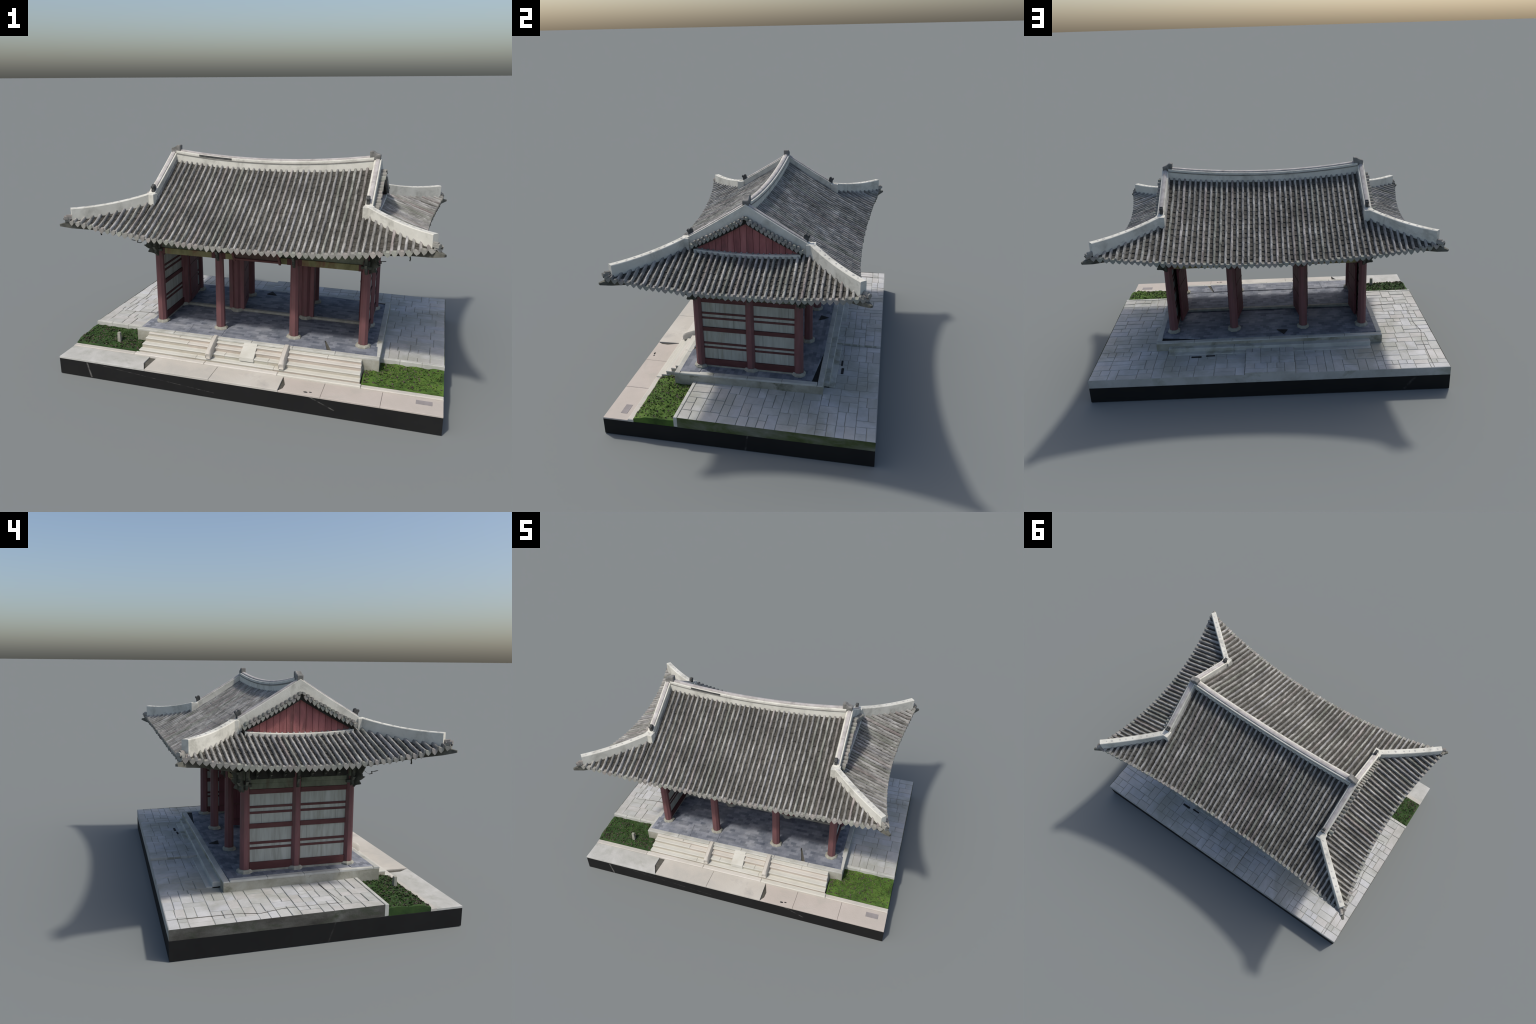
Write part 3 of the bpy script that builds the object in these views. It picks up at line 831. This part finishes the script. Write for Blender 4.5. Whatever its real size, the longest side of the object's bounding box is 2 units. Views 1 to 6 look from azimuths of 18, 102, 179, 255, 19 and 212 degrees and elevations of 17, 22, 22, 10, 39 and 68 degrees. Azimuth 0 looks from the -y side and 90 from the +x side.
# ---- pointed drip tiles hanging at the eave between the rows
def drip_mesh(w=0.0152, h=0.0235, t=0.004):
    prof = [(-w, 0.005), (-w * 0.95, -0.006), (-w * 0.62, -h * 0.66), (0, -h * 1.04), (w * 0.62, -h * 0.66), (w * 0.95, -0.006), (w, 0.005), (w * 0.4, 0.000), (-w * 0.4, 0.000)]
    n = len(prof)
    v = [(x, -t, z) for x, z in prof] + [(x, 0.014, z + 0.004) for x, z in prof]
    f = [tuple(range(n)), tuple(reversed(range(n, 2 * n)))] + [(i, i + n, (i + 1) % n + n, (i + 1) % n) for i in range(n)]
    return v, f
drip0 = None
def drip(x, y, z, ang):
    global drip0
    if drip0 is None:
        drip0 = add("eave_drip_tile", *drip_mesh(), 'drip', roof)
        fix_normals(drip0)
        ob = drip0
    else:
        ob = twin(drip0)
    ob.location = (x, y, z - tilt(y) + rng.uniform(-0.0015, 0.0015))
    ob.rotation_euler = (rng.uniform(-0.12, 0.12), rng.uniform(-0.06, 0.06), ang + rng.uniform(-0.05, 0.05))
    s = rng.uniform(0.9, 1.08)
    ob.scale = (s, 1, rng.uniform(0.85, 1.12))
for x0 in front_rows[:-1]:
    x = x0 + PITCH / 2
    drip(x, -eave_y(x) - 0.001, eave_zf(x) + 0.0015, 0)
    drip(-x, eave_y(x) + 0.001, eave_zf(x) + 0.0015, PI)
for y0 in side_rows[:-1]:
    y = y0 + SP / 2
    drip(eave_x(y) + 0.001, y, eave_zs(y) + 0.0015, PI / 2)
    drip(-eave_x(y) - 0.001, -y, eave_zs(y) + 0.0015, -PI / 2)

# ---- soffit, rafters, hip rafters
def loop_points(n_f=44, n_s=30):
    """Eave ring and wall ring walked together, counter-clockwise."""
    pts = []
    wx, wy, wz = 0.590, 0.290, 0.728
    def fr(x, sg):
        y = eave_y(x) - 0.012
        pts.append(((x * sg, -y * sg, eave_zf(x) - 0.004), (clampf(wx, x) * sg, -wy * sg, wz)))
    def sd(y, sg):
        x = eave_x(y) - 0.012
        pts.append(((x * sg, y * sg, eave_zs(y) - 0.004), (wx * sg, clampf(wy, y) * sg, wz)))
    for sg in (1, -1):
        for i in range(n_f):
            fr(lerp(-EX + 0.012, EX - 0.012, i / n_f), sg)
        for i in range(n_s):
            sd(lerp(-EY + 0.012, EY - 0.012, i / n_s), sg)
    return [((x, y, z - tilt(y)), b) for (x, y, z), b in pts]
lp = loop_points()
v, f = [], []
for o, i in lp:
    v += [o, tuple((Vector(o) + Vector(i)) / 2 + Vector((0, 0, 0.012))), i]
n = len(lp)
for k in range(n):
    m = (k + 1) % n
    for j in range(2):
        f.append((k * 3 + j, k * 3 + j + 1, m * 3 + j + 1, m * 3 + j))
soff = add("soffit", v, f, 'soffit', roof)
raf0 = None
def rafter_mesh():
    v, f = [], []
    for k, z in enumerate((0, 1)):
        for i in range(8):
            a = 2 * PI * i / 8
            v.append((math.cos(a), math.sin(a), z))
    f = [(i, (i + 1) % 8, 8 + (i + 1) % 8, 8 + i) for i in range(8)] + [tuple(reversed(range(8))), tuple(range(8, 16))]
    return v, f
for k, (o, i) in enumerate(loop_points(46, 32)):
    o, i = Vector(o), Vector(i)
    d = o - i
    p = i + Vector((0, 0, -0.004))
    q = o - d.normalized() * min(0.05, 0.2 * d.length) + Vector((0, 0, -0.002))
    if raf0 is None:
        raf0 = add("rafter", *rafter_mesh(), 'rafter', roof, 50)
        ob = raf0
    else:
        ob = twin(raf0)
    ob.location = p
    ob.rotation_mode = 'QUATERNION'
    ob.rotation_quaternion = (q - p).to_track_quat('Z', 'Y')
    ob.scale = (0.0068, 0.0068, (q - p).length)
for sx in (-1, 1):
    for sy in (-1, 1):
        side = Vector((sy * 0.65 * sx * sx, -sx * 0.76 * 1.0, 0)).normalized()
        side = Vector((-sy * 0.66, sx * 0.75, 0)).normalized()
        pts = [(0.58, 0.30, 0.720), (0.70, 0.41, 0.762), (0.82, 0.515, 0.803), (0.905, 0.600, 0.828), (0.945, 0.637, 0.838)]
        path = [((x * sx, y * sy, z - tilt(y * sy) * (x - 0.58) / 0.36), side) for x, y, z in pts]
        def sec(t):
            w = lerp(0.015, 0.013, t)
            h = 0.034 if t < 0.8 else 0.008
            lo = -h * 0.62 if t < 0.8 else -0.012
            return [(-w, lo), (w, lo), (w, lo + h), (-w, lo + h)] if t < 0.8 else [(-w * 0.5, -0.016), (w * 0.5, -0.016), (w * 0.45, -0.006), (-w * 0.45, -0.006)]
        sweep("hip_rafter", path, sec, 'hip_rafter', roof)
        # tiles stacked at the very corner
        for t0, t1, r, dz in ((0.880, 0.922, 0.011, 0.002), (0.885, 0.914, 0.008, 0.010)):
            p0 = Vector((t0 * sx, (0.585 + (t0 - 0.88)) * sy * 1.0, 0.857 + dz - tilt(0.6 * sy)))
            p1 = Vector((t1 * sx, (0.585 + (t1 - 0.88)) * sy, 0.861 + dz - tilt(0.6 * sy)))
            sweep("corner_tile", [(tuple(p0), side), (tuple(p1), side)], [(-r, -0.006), (r, -0.006), (r * 0.8, r * 0.7), (0, r * 1.15), (-r * 0.8, r * 0.7)], 'drip', roof)
        for a, b in ((0.012, -0.004), (-0.012, 0.004)):
            ob = twin(drip0)
            ob.location = ((0.918 + b * 0.5) * sx, (0.612 - a * 0.4) * sy, 0.858 - tilt(0.61 * sy))
            ob.rotation_euler = (0, 0.1 * sx, math.atan2(sx, -sy) + a * 20)

# ---- lime-plastered ridges
def box_section(w, lo, hi, c=0.004):
    return [(-w, lo), (w, lo), (w, hi - c), (w - c, hi), (-w + c, hi), (-w, hi - c)]
def ridge_top(x): return 1.112 + 0.036 * (x / 0.55) ** 2
xs = [lerp(-0.562, 0.562, i / 24) for i in range(25)]
main = sweep("main_ridge", [((x, 0, ridge_top(x)), (0, 1, 0)) for x in xs], box_section(0.0195, -0.085, -0.022, 0.001), 'ridge', roof)
sweep("ridge_tile_course", [((x, 0, ridge_top(x)), (0, 1, 0)) for x in xs], box_section(0.0215, -0.0218, -0.016, 0.0015), 'ridge_line', main)
sweep("ridge_upper_band", [((x, 0, ridge_top(x)), (0, 1, 0)) for x in xs], box_section(0.0205, -0.0158, -0.0035, 0.002), 'ridge', main)
sweep("ridge_cap_tile", [((x, 0, ridge_top(x)), (0, 1, 0)) for x in xs],
      [(-0.012, -0.005), (0.012, -0.005), (0.010, 0.003), (0.005, 0.006), (-0.005, 0.006), (-0.010, 0.003)], 'ridge_cap', main, 40)

xw = [lerp(-0.42, -0.225, i / 6) for i in range(7)]
sweep("worn_ridge_strip", [((x, -0.0207, ridge_top(x)), (0, 1, 0)) for x in xw], box_section(0.0012, -0.0145, -0.0045, 0.0004), 'beast', main)

for sx in (-1, 1):
    # finial block over the ridge end
    X = lambda q: q * sx
    v = []
    for y in (-0.016, 0.016):
        v += [(X(0.540), y, 1.136), (X(0.594), y, 1.130), (X(0.596), y, 1.160), (X(0.572), y, 1.168), (X(0.556), y, 1.179), (X(0.538), y, 1.178)]
    f = [tuple(range(6)), tuple(range(11, 5, -1))] + [(i, (i + 1) % 6, (i + 1) % 6 + 6, i + 6) for i in range(6)]
    fin = add("ridge_finial", v, f, 'finial', roof)
    fix_normals(fin)
    bv = fin.modifiers.new("edge", 'BEVEL'); bv.width = 0.003
    for sy in (-1, 1):
        side = (sx, 0, 0)
        # descending ridge along the gable
        path = [((0.581 * sx, lerp(0.0, 0.338, t) * sy, lerp(1.146, 0.944, t) - 0.012 * t * (1 - t)), side) for t in [i / 10 for i in range(11)]]
        dr = sweep("descending_ridge", path, box_section(0.0190, -0.070, -0.004, 0.002), 'ridge', roof)
        sweep("ridge_cap_tile", path[:-1], [(-0.011, -0.005), (0.011, -0.005), (0.010, 0.001), (0.004, 0.0035), (-0.004, 0.0035), (-0.010, 0.001)], 'ridge_cap', dr, 40)
        # end block where the hip ridge starts
        bar("ridge_end_block", min(0.555 * sx, 0.607 * sx), max(0.555 * sx, 0.607 * sx), min(0.300 * sy, 0.346 * sy), max(0.300 * sy, 0.346 * sy), 0.885, 0.9515, 'ridge', dr, 0.003)
        # guardian beast
        b0 = []
        prof = [(-0.012, 0.955), (0.010, 0.955), (0.012, 0.975), (0.020, 0.985), (0.016, 0.994), (0.006, 0.990), (0.000, 1.000), (-0.010, 0.996), (-0.014, 0.980)]
        nb = len(prof)
        vb = [(0.575 * sx + d, (0.298 + a) * sy, z) for d in (-0.0085, 0.0085) for a, z in prof]
        fb = [tuple(range(nb)), tuple(range(2 * nb - 1, nb - 1, -1))] + [(i, (i + 1) % nb, (i + 1) % nb + nb, i + nb) for i in range(nb)]
        be = add("guardian_beast", vb, fb, 'beast', dr)
        fix_normals(be)
        be.modifiers.new("edge", 'BEVEL').width = 0.002
        # hip ridge out to the corner
        hp = []
        a, b = Vector((0.585, 0.325)), Vector((0.899, 0.596))
        d = (b - a).normalized()
        sd = (-d.y * sx, d.x * sy, 0)
        for i in range(13):
            t = i / 12
            p = a.lerp(b, t)
            hp.append(((p.x * sx, p.y * sy, lerp(0.955, 0.910, t) - 0.013 * 4 * t * (1 - t)), sd))
        hr = sweep("hip_ridge", hp, box_section(0.0165, -0.075, 0.0, 0.003), 'ridge', roof)
        for i in range(9):
            t = (i + 0.6 + rng.uniform(-0.2, 0.2)) / 9.4
            p = a.lerp(b, t)
            z = lerp(0.955, 0.910, t) - 0.013 * 4 * t * (1 - t) + 0.0006
            r = rng.uniform(0.005, 0.0085)
            poly = [(p.x * sx + r * math.cos(k * PI / 3.5), p.y * sy + r * 0.8 * math.sin(k * PI / 3.5)) for k in range(7)]
            add("cap_patch", *chamfer_prism(poly, z - 0.004, z + 0.0006, 0.0004), 'spot', hr)

        # gable edge tiles: short half-round tiles and drips poking out under the descending ridge
        nt_ = 13
        for k in range(nt_):
            y = (0.010 + 0.0215 * k) * sy
            z = 1.078 - 0.60 * abs(y) + 0.25 * abs(y) * abs(y) + rng.uniform(-0.0015, 0.0015)
            vv, ff = row_mesh(0.57, 0.628 + rng.uniform(-0.004, 0.004), 0.013, lambda t, q, h: (t * sx, y + q, z + h - 0.45 * q * sy), rng, 0.06, 0.0080)
            add("gable_edge_tile", vv, ff, 'drip', roof, 50)
            ob = twin(drip0)
            ob.location = (0.622 * sx, y + 0.0107 * sy, z - 0.010)
            ob.rotation_euler = (0, 0.5 * sx * sy * (1 if sx > 0 else 1) * (-1 if sx < 0 else 1) * 1.0 if False else 0.0, (PI / 2) * sx)
            ob.scale = (0.74, 1.0, 0.85)
    # plank filling the gable
    def gable_top(y): return 1.060 - 0.605 * abs(y) + 0.25 * y * y
    def gable_low(y): return 0.878 + 0.022 * (y / GY) ** 2
    w = 0.033
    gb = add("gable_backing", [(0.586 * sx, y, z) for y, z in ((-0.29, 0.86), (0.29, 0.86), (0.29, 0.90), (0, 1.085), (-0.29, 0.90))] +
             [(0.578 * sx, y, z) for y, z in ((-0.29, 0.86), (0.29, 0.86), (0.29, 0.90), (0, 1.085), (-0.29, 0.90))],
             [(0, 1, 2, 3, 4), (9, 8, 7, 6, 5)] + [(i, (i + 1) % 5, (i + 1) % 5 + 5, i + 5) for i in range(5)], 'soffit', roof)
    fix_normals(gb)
    for k in range(-8, 8):
        ya, yb = k * w + 0.001, (k + 1) * w - 0.001
        ys_ = [ya, 0.0, yb] if ya < 0 < yb else [ya, yb]
        outer, th = 0.594 * sx, 0.006 * sx
        lowp = [(y, gable_low(y)) for y in ys_]
        topp = [(y, gable_top(y) + 0.004) for y in reversed(ys_)]
        if min(z for _, z in topp) < gable_low(ya) + 0.004:
            continue
        pr = lowp + topp
        m_ = len(pr)
        vv = [(outer, y, z) for y, z in pr] + [(outer - th, y, z) for y, z in pr]
        ff = [tuple(range(m_)), tuple(range(2 * m_ - 1, m_ - 1, -1))] + [(i, (i + 1) % m_, (i + 1) % m_ + m_, i + m_) for i in range(m_)]
        ob = add("gable_plank", vv, ff, 'gable', gb)
        fix_normals(ob)
    # pale curved mortar band at the foot of the gable
    bp = [((0.604 * sx, y, gable_low(y)), (sx, 0, 0)) for y in [lerp(-0.275, 0.275, i / 16) for i in range(17)]]
    sweep("gable_foot_band", bp, box_section(0.012, -0.015, 0.0075, 0.003), 'ridge', gb)
    # dark barge boards under the edge tiles
    for sy in (-1, 1):
        path = [((0.603 * sx, lerp(0, 0.285, t) * sy, 1.066 - 0.60 * lerp(0, 0.285, t) + 0.25 * lerp(0, 0.285, t) ** 2), (sx, 0, 0)) for t in [i / 8 for i in range(9)]]
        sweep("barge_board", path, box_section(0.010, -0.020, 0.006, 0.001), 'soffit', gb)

# ------------------------------------------------------------------ brackets on the column heads
BR = [(0.0, 0.598), (0.020, 0.600), (0.034, 0.612), (0.050, 0.618), (0.066, 0.622), (0.060, 0.632), (0.054, 0.638), (0.068, 0.645), (0.088, 0.662), (0.074, 0.664), (0.070, 0.676), (0.090, 0.712), (0.0, 0.715)]
def bracket_mesh(t=0.0065):
    n = len(BR)
    v = [(a, s * t, z) for s in (-1, 1) for a, z in BR]
    f = [tuple(range(n)), tuple(range(2 * n - 1, n - 1, -1))] + [(i, (i + 1) % n, (i + 1) % n + n, i + n) for i in range(n)]
    return v, f
br0 = None
def bracket(x, y, ang, scale=1.0):
    global br0
    if br0 is None:
        br0 = add("bracket_arm", *bracket_mesh(), 'bracket', roof)
        fix_normals(br0)
        ob = br0
    else:
        ob = twin(br0)
    ob.location = (x, y, 0)
    ob.rotation_euler = (0, 0, ang)
    ob.scale = (scale, 1, 1)
for x in COL_X:
    for sy in (-1, 1):
        bracket(x, (FRONT_Y if sy < 0 else BACK_Y) + 0.012 * sy, sy * PI / 2, 0.5 if abs(x) < 0.5 else 0.65)
        bar("bracket_block", x - 0.017, x + 0.017, (FRONT_Y if sy < 0 else BACK_Y) - 0.026, (FRONT_Y if sy < 0 else BACK_Y) + 0.026, 0.645, 0.672, 'bracket', roof, 0.003)
for sx in (-1, 1):
    xc = COL_X[3] if sx > 0 else COL_X[0]
    for y in (FRONT_Y, 0.0, BACK_Y):
        bracket(xc, y, 0 if sx > 0 else PI, 0.62 if y else 0.5)
    for sy in (-1, 1):
        yc = FRONT_Y if sy < 0 else BACK_Y
        bracket(xc, yc, math.atan2(sy * 0.75, sx), 0.95)
        bar("bracket_block", xc - 0.028, xc + 0.028, yc - 0.028, yc + 0.028, 0.628, 0.644, 'bracket', roof, 0.003)
    # small curled rafter-ends hung along the sides
    for y in (-0.21, -0.14, -0.07, 0.07, 0.14, 0.21):
        ob = twin(br0)
        ob.location = (xc + 0.004 * sx, y, 0.424)
        ob.rotation_euler = (0, 0, 0 if sx > 0 else PI)
        ob.scale = (0.5, 0.7, 0.4)

# curled metal arms and bell hooks hanging under the corners
def wire(name, pts, r):
    v, f = [], []
    for x, y, z in pts:
        v += [(x - r, y - r, z), (x + r, y - r, z), (x + r, y + r, z + r), (x - r, y + r, z + r)]
    for k in range(len(pts) - 1):
        for i in range(4):
            j = (i + 1) % 4
            f.append((k * 4 + i, k * 4 + j, k * 4 + 4 + j, k * 4 + 4 + i))
    f += [(3, 2, 1, 0), tuple(range(len(pts) * 4 - 4, len(pts) * 4))]
    ob = add(name, v, f, 'bracket', roof)
    fix_normals(ob)
for sx in (-1, 1):
    for sy in (-1, 1):
        yo = 0 if sy < 0 else -0.018
        q = lambda x, y, z: (x * sx, (y + yo) * sy, z)
        wire("corner_curl", [q(0.60, 0.305, 0.690), q(0.628, 0.332, 0.694), q(0.638, 0.341, 0.684), q(0.648, 0.350, 0.677), q(0.660, 0.361, 0.682),
                             q(0.658, 0.359, 0.692), q(0.668, 0.368, 0.694), q(0.682, 0.381, 0.700)], 0.0022)
        wire("bell_hook", [q(0.796, 0.492, 0.785), q(0.797, 0.493, 0.765), q(0.799, 0.494, 0.756), q(0.797, 0.493, 0.748)], 0.0025)

# name board hung under the eave over the middle bay, leaning forward
def leaning(name, x0, x1, t0, t1, d0, d1, mat, parent):
    """Box on the leaning plane: t runs up the board, d stands out of it."""
    lo, hi = Vector((0, -0.338, 0.638)), Vector((0, -0.385, 0.708))
    up = (hi - lo)
    out = Vector((0, -up.z, up.y)).normalized()
    v = []
    for x in (x0, x1):
        for t in (t0, t1):
            for d in (d0, d1):
                p = lo + up * t + out * d
                v.append((x, p.y, p.z))
    ob = add(name, v, [(0, 1, 3, 2), (4, 6, 7, 5), (0, 4, 5, 1), (2, 3, 7, 6), (0, 2, 6, 4), (1, 5, 7, 3)], mat, parent)
    fix_normals(ob)
    return ob
sign = leaning("name_board", -0.100, 0.140, 0.0, 1.0, -0.003, 0.003, 'board', None)
leaning("board_frame", -0.108, 0.148, -0.10, 0.06, -0.004, 0.009, 'rail', sign)
leaning("board_frame", -0.108, 0.148, 0.94, 1.10, -0.004, 0.009, 'rail', sign)
leaning("board_frame", -0.110, -0.098, -0.22, 1.15, -0.005, 0.010, 'rail', sign)
leaning("board_frame", 0.138, 0.150, -0.22, 1.15, -0.005, 0.010, 'rail', sign)
